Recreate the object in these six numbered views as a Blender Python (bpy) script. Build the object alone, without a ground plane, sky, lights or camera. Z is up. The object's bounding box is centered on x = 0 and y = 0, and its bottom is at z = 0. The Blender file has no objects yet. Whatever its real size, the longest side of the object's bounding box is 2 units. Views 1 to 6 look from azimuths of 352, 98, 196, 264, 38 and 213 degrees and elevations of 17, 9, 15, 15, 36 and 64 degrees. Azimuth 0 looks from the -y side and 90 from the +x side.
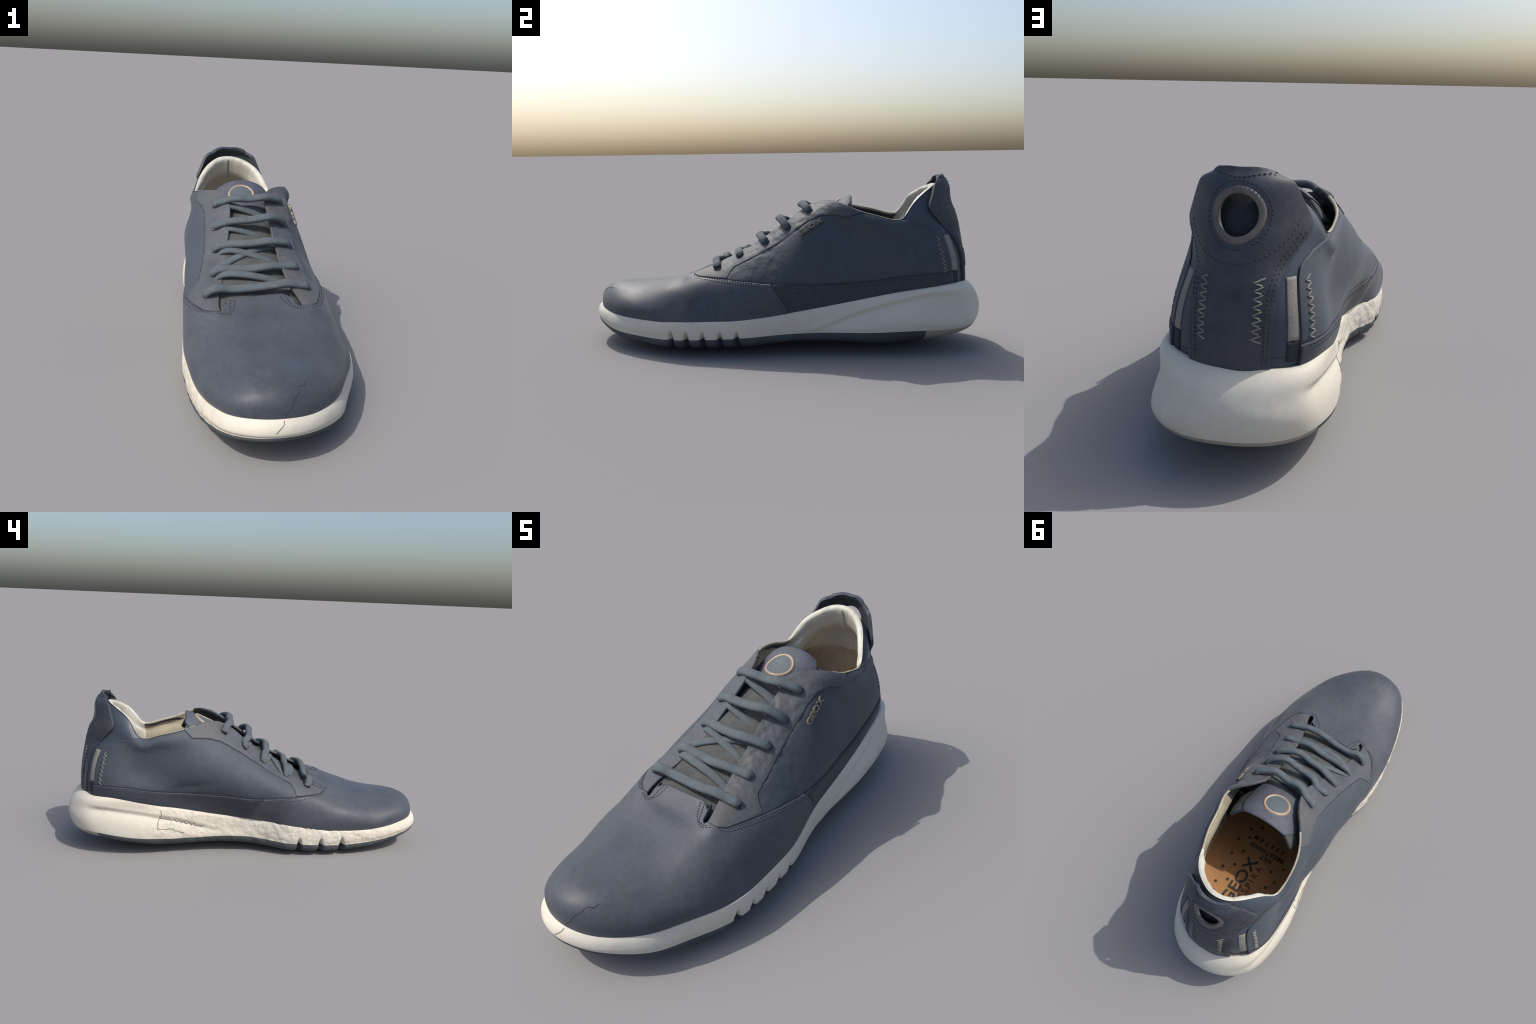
# A low leather lace-up shoe: upper = one smooth control net cut into panels, sole = loft of
# side profiles round the upper's lower border, plus laces, tongue, collar, heel tab, insole.
import bpy, bmesh, math, random
import numpy as np
from mathutils import Vector, noise

random.seed(7)
A = np.array

# ------------------------------------------------------------------ helpers
def spline(xs, ys, xq):
    """cubic spline, parabolic run-out ends; ys (n,k)"""
    xs = A(xs, float); ys = A(ys, float)
    if ys.ndim == 1: ys = ys[:, None]
    n = len(xs); h = np.diff(xs)
    M = np.zeros((n, n)); R = np.zeros((n, ys.shape[1]))
    M[0, 0] = 1; M[0, 1] = -1; M[-1, -1] = 1; M[-1, -2] = -1
    for i in range(1, n - 1):
        M[i, i-1] = h[i-1]; M[i, i] = 2*(h[i-1]+h[i]); M[i, i+1] = h[i]
        R[i] = 6*((ys[i+1]-ys[i])/h[i]-(ys[i]-ys[i-1])/h[i-1])
    m = np.linalg.solve(M, R)
    xq = np.atleast_1d(A(xq, float))
    i = np.clip(np.searchsorted(xs, xq)-1, 0, n-2)
    hh = h[i][:, None]; a = (xs[i+1]-xq)[:, None]/hh; b = (xq-xs[i])[:, None]/hh
    return a*ys[i]+b*ys[i+1]+((a**3-a)*m[i]+(b**3-b)*m[i+1])*hh**2/6

def sstep(e0, e1, x):
    t = np.clip((x-e0)/(e1-e0), 0, 1); return t*t*(3-2*t)

def unit(v):
    return v/np.maximum(np.linalg.norm(v, axis=-1, keepdims=True), 1e-9)

ROOT = bpy.data.objects.new("leather_sneaker", None)
bpy.context.scene.collection.objects.link(ROOT)
ROOT["label"] = "low slate blue leather lace-up sneaker with white sole"
ROOT["category"] = "shoe"

def link(ob, parent=None):
    bpy.context.scene.collection.objects.link(ob)
    ob.parent = parent or ROOT
    return ob

def mesh_obj(name, verts, faces, mat, parent=None, smooth=True, kind=None):
    me = bpy.data.meshes.new(name)
    used = sorted({i for f in faces for i in f})
    rm = {o: k for k, o in enumerate(used)}
    me.from_pydata([tuple(map(float, verts[i])) for i in used], [], [[rm[i] for i in f] for f in faces])
    me.validate(); me.update()
    if smooth: me.polygons.foreach_set("use_smooth", [True]*len(me.polygons))
    ob = bpy.data.objects.new(name, me)
    me.materials.append(mat)
    if kind: ob["kind"] = kind
    return link(ob, parent)

def recalc(ob):
    bm = bmesh.new(); bm.from_mesh(ob.data)
    bmesh.ops.remove_doubles(bm, verts=bm.verts, dist=1e-5)
    bmesh.ops.recalc_face_normals(bm, faces=bm.faces)
    bm.to_mesh(ob.data); bm.free()

def solidify(ob, t, offset=-1, bevel=0):
    m = ob.modifiers.new("thick", 'SOLIDIFY'); m.thickness = t; m.offset = offset; m.use_even_offset = False
    if bevel:
        b = ob.modifiers.new("round", 'BEVEL'); b.width = bevel; b.segments = 2; b.limit_method = 'ANGLE'
        b.angle_limit = math.radians(50)
    return ob

def quads(idx):
    """faces of a (r,c) index grid"""
    r, c = idx.shape; F = []
    for i in range(r-1):
        for j in range(c-1):
            F.append((int(idx[i, j]), int(idx[i, j+1]), int(idx[i+1, j+1]), int(idx[i+1, j])))
    return F

def sweep(path, w, t, up, n=12, cap=True):
    """flat oval cord along a path; up = vector(s) the flat side faces"""
    path = A(path, float); m = len(path)
    tan = unit(np.gradient(path, axis=0))
    up = np.broadcast_to(A(up, float), path.shape)
    side = unit(np.cross(tan, up)); nn = unit(np.cross(side, tan))
    V = []; 
    for k in range(n):
        th = 2*math.pi*k/n
        c, s = math.cos(th), math.sin(th)
        c = math.copysign(abs(c)**.8, c); s = math.copysign(abs(s)**.8, s)
        V.append(path+side*(w/2*c)+nn*(t/2*s))
    V = np.stack(V, 1).reshape(-1, 3)
    F = []
    for i in range(m-1):
        for k in range(n):
            F.append((i*n+k, i*n+(k+1) % n, (i+1)*n+(k+1) % n, (i+1)*n+k))
    if cap:
        F.append(tuple(range(n-1, -1, -1))); F.append(tuple((m-1)*n+k for k in range(n)))
    return V, F

def smooth_path(pts, n):
    pts = A(pts, float)
    s = np.r_[0, np.cumsum(np.linalg.norm(np.diff(pts, axis=0), axis=1)**.6)]
    return spline(s, pts, np.linspace(0, s[-1], n))

def resample(path, step):
    s = np.r_[0, np.cumsum(np.linalg.norm(np.diff(path, axis=0), axis=1))]
    q = np.arange(0, s[-1], step)
    return np.stack([np.interp(q, s, path[:, k]) for k in range(3)], 1)

# ------------------------------------------------------------------ materials
def material(name, col, rough=.65, var=.12, scale=9, grain=220, bump=.15, tint=None, tint_amt=.0,
             metallic=0, sheen=0, mottle=0, coarse=0, coarse_scale=40):
    m = bpy.data.materials.new(name); m.use_nodes = True
    nt = m.node_tree; N = nt.nodes; L = nt.links
    b = N["Principled BSDF"]
    b.inputs["Roughness"].default_value = rough
    b.inputs["Metallic"].default_value = metallic
    b.inputs["Specular IOR Level"].default_value = .35
    if sheen:
        b.inputs["Sheen Weight"].default_value = sheen
        b.inputs["Sheen Roughness"].default_value = .5
    tc = N.new("ShaderNodeTexCoord")
    n1 = N.new("ShaderNodeTexNoise"); n1.inputs["Scale"].default_value = scale
    n1.inputs["Detail"].default_value = 6; n1.inputs["Roughness"].default_value = .6
    L.new(tc.outputs["Object"], n1.inputs["Vector"])
    r = N.new("ShaderNodeValToRGB")
    c = A(col)
    r.color_ramp.elements[0].position = .3; r.color_ramp.elements[1].position = .7
    r.color_ramp.elements[0].color = (*(c*(1-var)), 1)
    r.color_ramp.elements[1].color = (*np.minimum(c*(1+var), 1), 1)
    L.new(n1.outputs["Fac"], r.inputs["Fac"])
    out = r.outputs["Color"]
    if tint is not None:
        n2 = N.new("ShaderNodeTexNoise"); n2.inputs["Scale"].default_value = scale*.45
        n2.inputs["Detail"].default_value = 4
        mp = N.new("ShaderNodeMapping"); mp.inputs["Location"].default_value = (3.1, 1.7, 5.2)
        L.new(tc.outputs["Object"], mp.inputs["Vector"]); L.new(mp.outputs["Vector"], n2.inputs["Vector"])
        rr = N.new("ShaderNodeValToRGB")
        rr.color_ramp.elements[0].position = .42; rr.color_ramp.elements[1].position = .68
        rr.color_ramp.elements[0].color = (0, 0, 0, 1)
        rr.color_ramp.elements[1].color = (tint_amt, tint_amt, tint_amt, 1)
        L.new(n2.outputs["Fac"], rr.inputs["Fac"])
        mx = N.new("ShaderNodeMix"); mx.data_type = 'RGBA'
        L.new(rr.outputs["Color"], mx.inputs["Factor"])
        L.new(out, mx.inputs[6]); mx.inputs[7].default_value = (*tint, 1)
        out = mx.outputs[2]
    if mottle:
        n3 = N.new("ShaderNodeTexNoise"); n3.inputs["Scale"].default_value = 46
        n3.inputs["Detail"].default_value = 5; n3.inputs["Roughness"].default_value = .65
        L.new(tc.outputs["Object"], n3.inputs["Vector"])
        r3 = N.new("ShaderNodeValToRGB")
        r3.color_ramp.elements[0].position = .32; r3.color_ramp.elements[1].position = .68
        lo, hi = 1-mottle, 1.0
        r3.color_ramp.elements[0].color = (lo, lo, lo, 1); r3.color_ramp.elements[1].color = (hi, hi, hi, 1)
        L.new(n3.outputs["Fac"], r3.inputs["Fac"])
        m3 = N.new("ShaderNodeMix"); m3.data_type = 'RGBA'; m3.blend_type = 'MULTIPLY'
        m3.inputs["Factor"].default_value = 1
        L.new(out, m3.inputs[6]); L.new(r3.outputs["Color"], m3.inputs[7]); out = m3.outputs[2]
    L.new(out, b.inputs["Base Color"])
    g = N.new("ShaderNodeTexNoise"); g.inputs["Scale"].default_value = grain
    g.inputs["Detail"].default_value = 3
    L.new(tc.outputs["Object"], g.inputs["Vector"])
    bp = N.new("ShaderNodeBump"); bp.inputs["Strength"].default_value = bump
    bp.inputs["Distance"].default_value = .004
    L.new(g.outputs["Fac"], bp.inputs["Height"])
    last = bp
    if coarse:
        g2 = N.new("ShaderNodeTexNoise"); g2.inputs["Scale"].default_value = coarse_scale
        g2.inputs["Detail"].default_value = 5
        L.new(tc.outputs["Object"], g2.inputs["Vector"])
        b2 = N.new("ShaderNodeBump"); b2.inputs["Strength"].default_value = coarse
        b2.inputs["Distance"].default_value = .01
        L.new(g2.outputs["Fac"], b2.inputs["Height"]); L.new(bp.outputs["Normal"], b2.inputs["Normal"])
        last = b2
    L.new(last.outputs["Normal"], b.inputs["Normal"])
    return m

M_VAMP = material("vamp_leather", (.055, .065, .082), .5, .16, 6, 260, .10, (.074, .081, .098), .7, sheen=.08, mottle=.22)  # upper leathers: base colours darkened below their sunlit tone toward the scan's baked shade
M_QUART = material("quarter_leather", (.048, .062, .081), .62, .10, 8, 300, .15, (.060, .069, .086), .5, sheen=.08, mottle=.2)
M_EYE = material("eyestay_leather", (.072, .081, .096), .6, .12, 10, 240, .15, (.100, .095, .094), .7, sheen=.08, mottle=.2)
M_FOX = material("foxing_leather", (.040, .047, .062), .65, .12, 8, 260, .15, sheen=.08, mottle=.2)
M_COLL = material("collar_leather", (.050, .065, .090), .45, .12, 8, 200, .08, mottle=.15)
M_COUNT = material("counter_leather", (.046, .053, .070), .55, .18, 9, 220, .15, (.082, .081, .086), .6, mottle=.25)
M_TABIN = material("tab_lining", (.045, .054, .058), .8, .2, 14, 260, .2)
M_TONG = material("tongue_leather", (.074, .081, .104), .62, .15, 12, 260, .2, (.10, .10, .12), .5, mottle=.2)
M_TONGB = material("tongue_base", (.075, .08, .078), .85, .2, 16, 180, .3, mottle=.25)
M_LACE = material("lace_cord", (.088, .108, .121), .8, .12, 30, 260, .5, mottle=.2)
M_WHITE = material("midsole_foam", (.60, .565, .485), .6, .05, 5, 160, .08, (.56, .51, .42), .6, mottle=.06)
M_ROUGHW = material("midsole_foam_grained", (.61, .575, .495), .6, .05, 5, 160, .08, (.56, .51, .42), .6, coarse=.35, coarse_scale=45, mottle=.1)
M_OUT = material("outsole_rubber", (.056, .066, .072), .7, .2, 12, 180, .15)
M_OUTH = material("heel_rubber", (.30, .275, .225), .7, .12, 10, 180, .15)
M_PAD = material("collar_padding", (.57, .56, .485), .5, .10, 7, 160, .08, (.40, .39, .33), .8)
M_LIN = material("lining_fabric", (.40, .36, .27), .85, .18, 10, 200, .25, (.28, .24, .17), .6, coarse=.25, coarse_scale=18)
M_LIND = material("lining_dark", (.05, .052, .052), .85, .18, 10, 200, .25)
M_INS = material("insole_leather", (.31, .16, .064), .7, .14, 7, 160, .12, (.24, .115, .043), .5)
M_INK = material("insole_print", (.03, .027, .024), .7, .1)
M_STITCH = material("dark_stitch", (.030, .034, .044), .8, .2, 40)
M_ZIG = material("pale_thread", (.21, .205, .18), .8, .3, 40)
M_ELAS = material("elastic_tape", (.235, .222, .195), .85, .12, 25, 240, .4)
M_RING = material("ring_bronze", (.34, .265, .195), .45, .15, 25, 200, .05, metallic=.1)
M_RINGD = material("ring_dull", (.10, .094, .090), .5, .25, 20, 200, .05, (.17, .145, .12), .6)
M_BADGE = material("badge_insert", (.080, .098, .108), .5, .15, 12, 240, .1)
M_METAL = material("letter_metal", (.17, .152, .118), .45, .25, 60, 200, .05, metallic=.2)
M_DARK = material("painted_dark", (.022, .026, .033), .8, .1)
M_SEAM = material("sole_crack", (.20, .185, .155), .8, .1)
M_CRACK = material("crease_line", (.030, .035, .046), .8, .1)

# ------------------------------------------------------------------ upper control net
# station u, levels: border, low, mid, high, top edge, ridge.   toe: -y, heel: +y
VAMP = [  # u, y, x+ , z+ , x- , z- , ridge x, ridge z
    (0.0, -.968, -.055, .186, -.055, .186, -.055, .187),
    (0.5, -.957,  .015, .184, -.130, .184, -.048, .247),
    (1.0, -.922,  .085, .176, -.190, .176, -.036, .278),
    (1.5, -.864,  .150, .170, -.232, .165, -.022, .294),
    (2.0, -.784,  .212, .166, -.268, .152, -.005, .298),
    (2.5, -.680,  .258, .163, -.298, .142,  .012, .307)]
XP = [1, .985, .82, .60, .39, 0]          # how far out, outer side
XM = [1, 1.02, .87, .64, .42, 0]          # how far out, inner side
GP = [0, .36, .64, .825, .93, 1]         # ... and how high, outer side
GM = [0, .34, .63, .815, .925, 1]          # inner side is flatter
def vamp_side(y, xb, zb, xr, zr, fs, g):
    return [(xr+(xb-xr)*f, y, zb+(zr-zb)*h) for f, h in zip(fs, g)]
def sec(y, pts): return [(x, y, z) for x, z in pts]
PLUS = [(r[0], vamp_side(r[1], r[2], r[3], r[6], r[7], XP, GP)) for r in VAMP]
MINUS = [(r[0], vamp_side(r[1], r[4], r[5], r[6], r[7], XM, GM)) for r in VAMP]
PLUS += [
 (3.0, sec(-.56, [(.312,.165),(.287,.230),(.241,.286),(.188,.315),(.130,.328),(.02,.326)])),
 (3.5, sec(-.475,[(.336,.170),(.296,.245),(.250,.307),(.194,.340),(.132,.355),(-.01,.347)])),
 (4.0, sec(-.41, [(.341,.173),(.299,.258),(.253,.324),(.198,.364),(.13,.382),(-.04,.360)])),
 (4.5, sec(-.30, [(.337,.177),(.297,.270),(.250,.350),(.176,.402),(.097,.424),(-.05,.425)])),
 (5.0, sec(-.20, [(.329,.180),(.304,.275),(.254,.364),(.163,.442),(.073,.475),(-.05,.492)])),
 (5.5, sec(-.10, [(.313,.188),(.301,.275),(.264,.364),(.168,.478),(.058,.532),(-.05,.552)])),
 (6.0, sec( .00, [(.284,.199),(.290,.28),(.270,.365),(.161,.522),(.044,.600),(-.05,.62)])),
 (6.5, sec( .10, [(.260,.214),(.265,.29),(.262,.388),(.168,.585),(.034,.670),(-.05,.69)])),
 (7.0, sec( .20, [(.248,.232),(.252,.31),(.244,.43),(.160,.645),(.050,.727),(-.05,.75)])),
 (7.5, sec( .30, [(.236,.251),(.236,.34),(.217,.48),(.172,.63),(.148,.728),(-.05,.80)])),
 (8.0, sec( .40, [(.222,.270),(.218,.36),(.198,.48),(.174,.59),(.155,.688),(-.07,.78)])),
 (8.5, sec( .50, [(.206,.289),(.203,.38),(.185,.48),(.164,.58),(.145,.660),(-.08,.75)])),
 (9.0, [(.182,.610,.306),(.184,.605,.39),(.169,.600,.48),(.146,.595,.57),(.118,.592,.645),(-.08,.57,.76)]),
 (9.5, [(.148,.743,.322),(.149,.737,.40),(.132,.722,.50),(.104,.690,.62),(.082,.645,.71),(-.08,.56,.80)]),
 (10., [(.088,.862,.333),(.085,.856,.41),(.070,.838,.50),(.042,.788,.64),(.025,.712,.772),(-.09,.58,.84)]),
 (10.4,[(.000,.912,.328),(.000,.906,.41),(-.005,.891,.50),(-.030,.84,.65),(-.045,.756,.80),(-.09,.62,.86)]),
 (10.8,[(-.09,.919,.324),(-.09,.913,.41),(-.09,.897,.50),(-.095,.848,.65),(-.10,.766,.806),(-.09,.63,.86)])]
MINUS += [
 (3.0, sec(-.56, [(-.321,.141),(-.331,.21),(-.298,.258),(-.227,.289),(-.137,.309),(.02,.325)])),
 (3.5, sec(-.475,[(-.333,.145),(-.341,.225),(-.304,.280),(-.238,.314),(-.157,.332),(-.01,.346)])),
 (4.0, sec(-.41, [(-.342,.150),(-.345,.24),(-.309,.304),(-.257,.334),(-.205,.348),(-.04,.360)])),
 (4.5, sec(-.30, [(-.343,.163),(-.349,.255),(-.328,.333),(-.267,.377),(-.20,.391),(-.05,.425)])),
 (5.0, sec(-.20, [(-.334,.175),(-.347,.27),(-.338,.352),(-.270,.418),(-.18,.437),(-.05,.492)])),
 (5.5, sec(-.10, [(-.292,.183),(-.335,.283),(-.342,.38),(-.276,.458),(-.163,.497),(-.05,.552)])),
 (6.0, sec( .00, [(-.266,.190),(-.326,.285),(-.343,.40),(-.265,.518),(-.147,.582),(-.05,.62)])),
 (6.5, sec( .10, [(-.260,.203),(-.311,.300),(-.342,.42),(-.277,.56),(-.138,.668),(-.05,.69)])),
 (7.0, sec( .20, [(-.260,.216),(-.302,.315),(-.344,.44),(-.302,.577),(-.165,.714),(-.05,.75)])),
 (7.5, sec( .30, [(-.268,.234),(-.300,.330),(-.344,.46),(-.312,.585),(-.235,.702),(-.05,.80)])),
 (8.0, sec( .40, [(-.284,.254),(-.310,.35),(-.330,.465),(-.312,.58),(-.283,.677),(-.07,.78)])),
 (8.5, sec( .50, [(-.306,.273),(-.321,.36),(-.307,.47),(-.306,.58),(-.296,.655),(-.08,.75)])),
 (9.0, [(-.318,.61,.295),(-.325,.605,.39),(-.303,.60,.48),(-.304,.595,.57),(-.288,.588,.643),(-.08,.57,.76)]),
 (9.5, [(-.308,.745,.318),(-.323,.737,.40),(-.304,.722,.50),(-.282,.69,.62),(-.255,.64,.72),(-.08,.56,.80)]),
 (10., [(-.260,.850,.318),(-.264,.845,.40),(-.254,.830,.50),(-.235,.785,.64),(-.205,.705,.775),(-.09,.58,.84)]),
 (10.4,[(-.18,.898,.322),(-.185,.892,.41),(-.185,.878,.50),(-.172,.832,.65),(-.155,.750,.80),(-.09,.62,.86)])]
UMAX = 10.8
LOOP_U = [u for u, _ in PLUS]+[2*UMAX-u for u, _ in MINUS[::-1]]
LOOP_P = A([p for _, p in PLUS]+[p for _, p in MINUS[::-1]], float)   # (n,6,3)
AL = np.linspace(0, 1, 6)

def levels(u):
    """(len(u),6,3) control levels at loop parameter u"""
    u = np.atleast_1d(A(u, float))
    return spline(LOOP_U, LOOP_P.reshape(len(LOOP_U), -1), u).reshape(len(u), 6, 3)

def surf(u, a, side):
    """points S(u,a): u (n,), a (n,m) in 0..1 ; side +1/-1"""
    u = np.atleast_1d(A(u, float)); a = np.atleast_2d(A(a, float))
    own = levels(u if side > 0 else 2*UMAX-u); oth = levels(2*UMAX-u if side > 0 else u)
    full = np.concatenate([own, oth[:, 4::-1]], 1)       # 11 levels across the arch
    ts = np.linspace(0, 2, 11)
    out = np.empty(a.shape+(3,))
    for i in range(len(u)):
        out[i] = spline(ts, full[i], a[i])
    return out

NU = 433
US = np.linspace(0, UMAX, NU)
def iu(u): return int(round(u/UMAX*(NU-1)))

def with_normals(u, a, side):
    P = surf(u, a, side)
    e = .004
    Pa = surf(u, np.clip(a+e, 0, 1), side)-surf(u, np.clip(a-e, 0, 1), side)
    Pu = surf(np.clip(u+.02, 0, UMAX), a, side)-surf(np.clip(u-.02, 0, UMAX), a, side)
    n = unit(np.cross(Pu, Pa))*side
    ctr = A([-.05, 0, .2])*np.ones_like(P); ctr[..., 1] = np.clip(P[..., 1], -.7, .6)
    flip = np.sum(n*(P-ctr), -1) < 0
    n[flip] *= -1
    rad = unit(P-A([-.05, -.72, .12]))
    w = sstep(1.6, .6, u)[:, None, None]
    n = unit(n*(1-w)+rad*w)
    return P, n

# seam curves drawn on the upper (3D way-points, snapped to the surface)
C1 = {1: [(.14,-.425,.386),(.17,-.417,.387),(.2,-.40,.382),(.234,-.3,.374),(.258,-.2,.367),(.276,-.1,.362),(.287,0,.358),
          (.272,.09,.354),(.262,.18,.349),(.248,.274,.35),(.24,.366,.352),(.23,.458,.362),(.218,.55,.373),(.205,.642,.382),
          (.165,.735,.388),(.095,.85,.39),(0,.905,.39)],
      -1: [(-.215,-.425,.36),(-.24,-.42,.362),(-.276,-.395,.36),(-.315,-.335,.352),(-.33,-.282,.342),(-.34,-.226,.337),
           (-.347,-.17,.333),(-.35,-.1,.327),(-.345,0,.325),(-.335,.1,.33),(-.322,.2,.333),(-.315,.3,.337),(-.32,.4,.345),
           (-.328,.5,.356),(-.337,.58,.366),(-.337,.654,.377),(-.328,.734,.382),(-.265,.843,.38),(-.18,.89,.38)]}
C2F = {1: [(.226,-.29,.385),(.213,-.24,.405),(.197,-.195,.43),(.186,-.141,.453),(.171,-.078,.482),(.157,-.017,.512),
           (.146,.044,.543),(.138,.104,.58),(.134,.161,.62),(.142,.218,.66),(.165,.275,.67),(.172,.345,.66),(.168,.385,.675),(.155,.42,.69)],
       -1: [(-.31,-.30,.355),(-.30,-.245,.38),(-.28,-.17,.42),(-.27,-.111,.453),(-.262,-.054,.487),(-.256,.002,.52),
            (-.249,.06,.551),(-.243,.118,.58),(-.24,.176,.608),(-.258,.235,.63),(-.28,.325,.635),(-.275,.35,.665),(-.27,.37,.70)]}
C2H = {1: [(.118,.592,.645),(.112,.65,.632),(.098,.73,.614),(.072,.783,.59),(.066,.813,.543),(.076,.838,.46),(.082,.85,.40)],
       -1: [(-.288,.588,.643),(-.29,.65,.632),(-.281,.73,.616),(-.257,.783,.59),(-.256,.813,.543),(-.265,.83,.46),(-.272,.845,.39)]}
ADENSE = np.linspace(0, .8, 161)
def snap(side, poly, us):
    Q = resample(A(poly, float), .004)
    P = surf(us, np.tile(ADENSE, (len(us), 1)), side)
    out = np.empty(len(us)); dist = np.empty(len(us))
    for i in range(len(us)):
        d = np.linalg.norm(P[i][:, None]-Q[None], axis=2).min(1)
        k = int(d.argmin()); out[i] = ADENSE[k]; dist[i] = d[k]
    s = np.convolve(np.pad(out, 2, mode='edge'), [.1, .2, .4, .2, .1], 'valid')
    return s, dist

N1, N2, N3 = 30, 40, 26
U_EDGE = 9.93           # rear edge of the quarter / foxing
U_CUT, U_VCUT = 4.0, 4.27
ZC = A([-.055, 0, 0])

def lumps(P, f, seed):
    o = Vector((seed, seed*1.7, seed*.3))
    return noise.fractal(Vector(P)*f+o, .9, 2.1, 4)

def upper_side(side):
    c1, d1 = snap(side, C1[side], US)
    c2f, d2f = snap(side, C2F[side], US)
    c2h, d2h = snap(side, C2H[side], US)
    T = .8
    c1 = np.where(US < U_CUT-.001, T, c1)
    uq0 = 4.83 if side > 0 else 4.78         # front end of the quarter panel
    c2 = np.full(NU, T)
    uf = 8.1 if side > 0 else 7.82
    for i, u in enumerate(US):
        if u < uq0: c2[i] = c1[i]
        elif u < uf: c2[i] = c1[i]+max(0, c2f[i]-c1[i])*min(1, (u-uq0)/.13)**.5
        elif u < 8.95: c2[i] = T
        elif u < U_EDGE: c2[i] = max(min(c2h[i], T), c1[i])
        else: c2[i] = c1[i]
    a = np.zeros((NU, N1+N2+N3+1))
    # rows crowd toward the seams so panel edges are crisp
    def crowd(n):
        t = np.linspace(0, 1, n+1); return t+.06*np.sin(2*math.pi*t)*-1
    for i in range(NU):
        a[i, :N1+1] = c1[i]*crowd(N1)
        a[i, N1:N1+N2+1] = c1[i]+(c2[i]-c1[i])*crowd(N2)
        a[i, N1+N2:] = c2[i]+(T-c2[i])*crowd(N3)
    P, n = with_normals(US, a, side)
    off = np.zeros(a.shape)
    # vamp and foxing lie on top of the quarter; edges roll over
    k = np.arange(N1+1)
    roll = 1-np.exp(-((N1-k)/1.3))
    lower = .0045*np.ones((NU, 1))*roll[None]
    lower[:iu(U_CUT)-1] = .0045
    off[:, :N1+1] = lower
    kk = np.arange(N2+1)
    live = (US >= U_CUT-.001)[:, None]
    off[:, N1:N1+N2+1] += live*(-.002*np.exp(-(N2-kk)/1.2)[None]-.003*np.exp(-kk/1.5)[None])
    kk = np.arange(N3+1)
    off[:, N1+N2:] += live*.0025*(1-np.exp(-kk/1.2))[None]
    off[:iu(U_CUT), N1:] = .0045
    # seam between vamp and foxing (slanting)
    sl = (P[..., 1]-(.0+.085*np.clip((.355-P[..., 2])/.15, 0, 1.2)*(1 if side > 0 else .9)+(-.015 if side > 0 else -.075)))
    band = np.zeros(a.shape); band[:, :N1+1] = 1
    off -= band*.004*np.exp(-(sl/.006)**2)
    off += band*.002*sstep(-.03, 0, sl)*(sl < 0)
    # inner-side hollow and faint folds, lumpy outer eyestay
    if side < 0:
        for (y0, z0, sy, sz, dep) in [(.60,.44,.09,.06,.010),(.33,.385,.09,.022,.006)]:
            ca = .35
            dy = (P[..., 1]-y0); dz = P[..., 2]-z0+ca*dy*.5
            off -= dep*np.exp(-(dy/sy)**2-(dz/sz)**2)
    V = P.copy()
    for i in range(NU):
        for j in range(a.shape[1]):
            p = P[i, j]
            o = off[i, j]
            o += .0016*lumps(p, 5, 3)*float(sstep(.3, 1.5, US[i]))
            if side > 0:
                w = max(0, 1-abs(p[1]-.0)/.42)*min(1, max(0, (p[2]-.36)/.05))
                if j > N1+N2: w = min(1, w*1.6)
                else: w *= max(0, 1-(p[1]+.22)/.4)
                if w > 0: o += w*(.0040*lumps(p, 22, 9)+.0016*lumps(p, 48, 5))
            V[i, j] = p+n[i, j]*o
    return V, P, n, a, c1, c2

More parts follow.
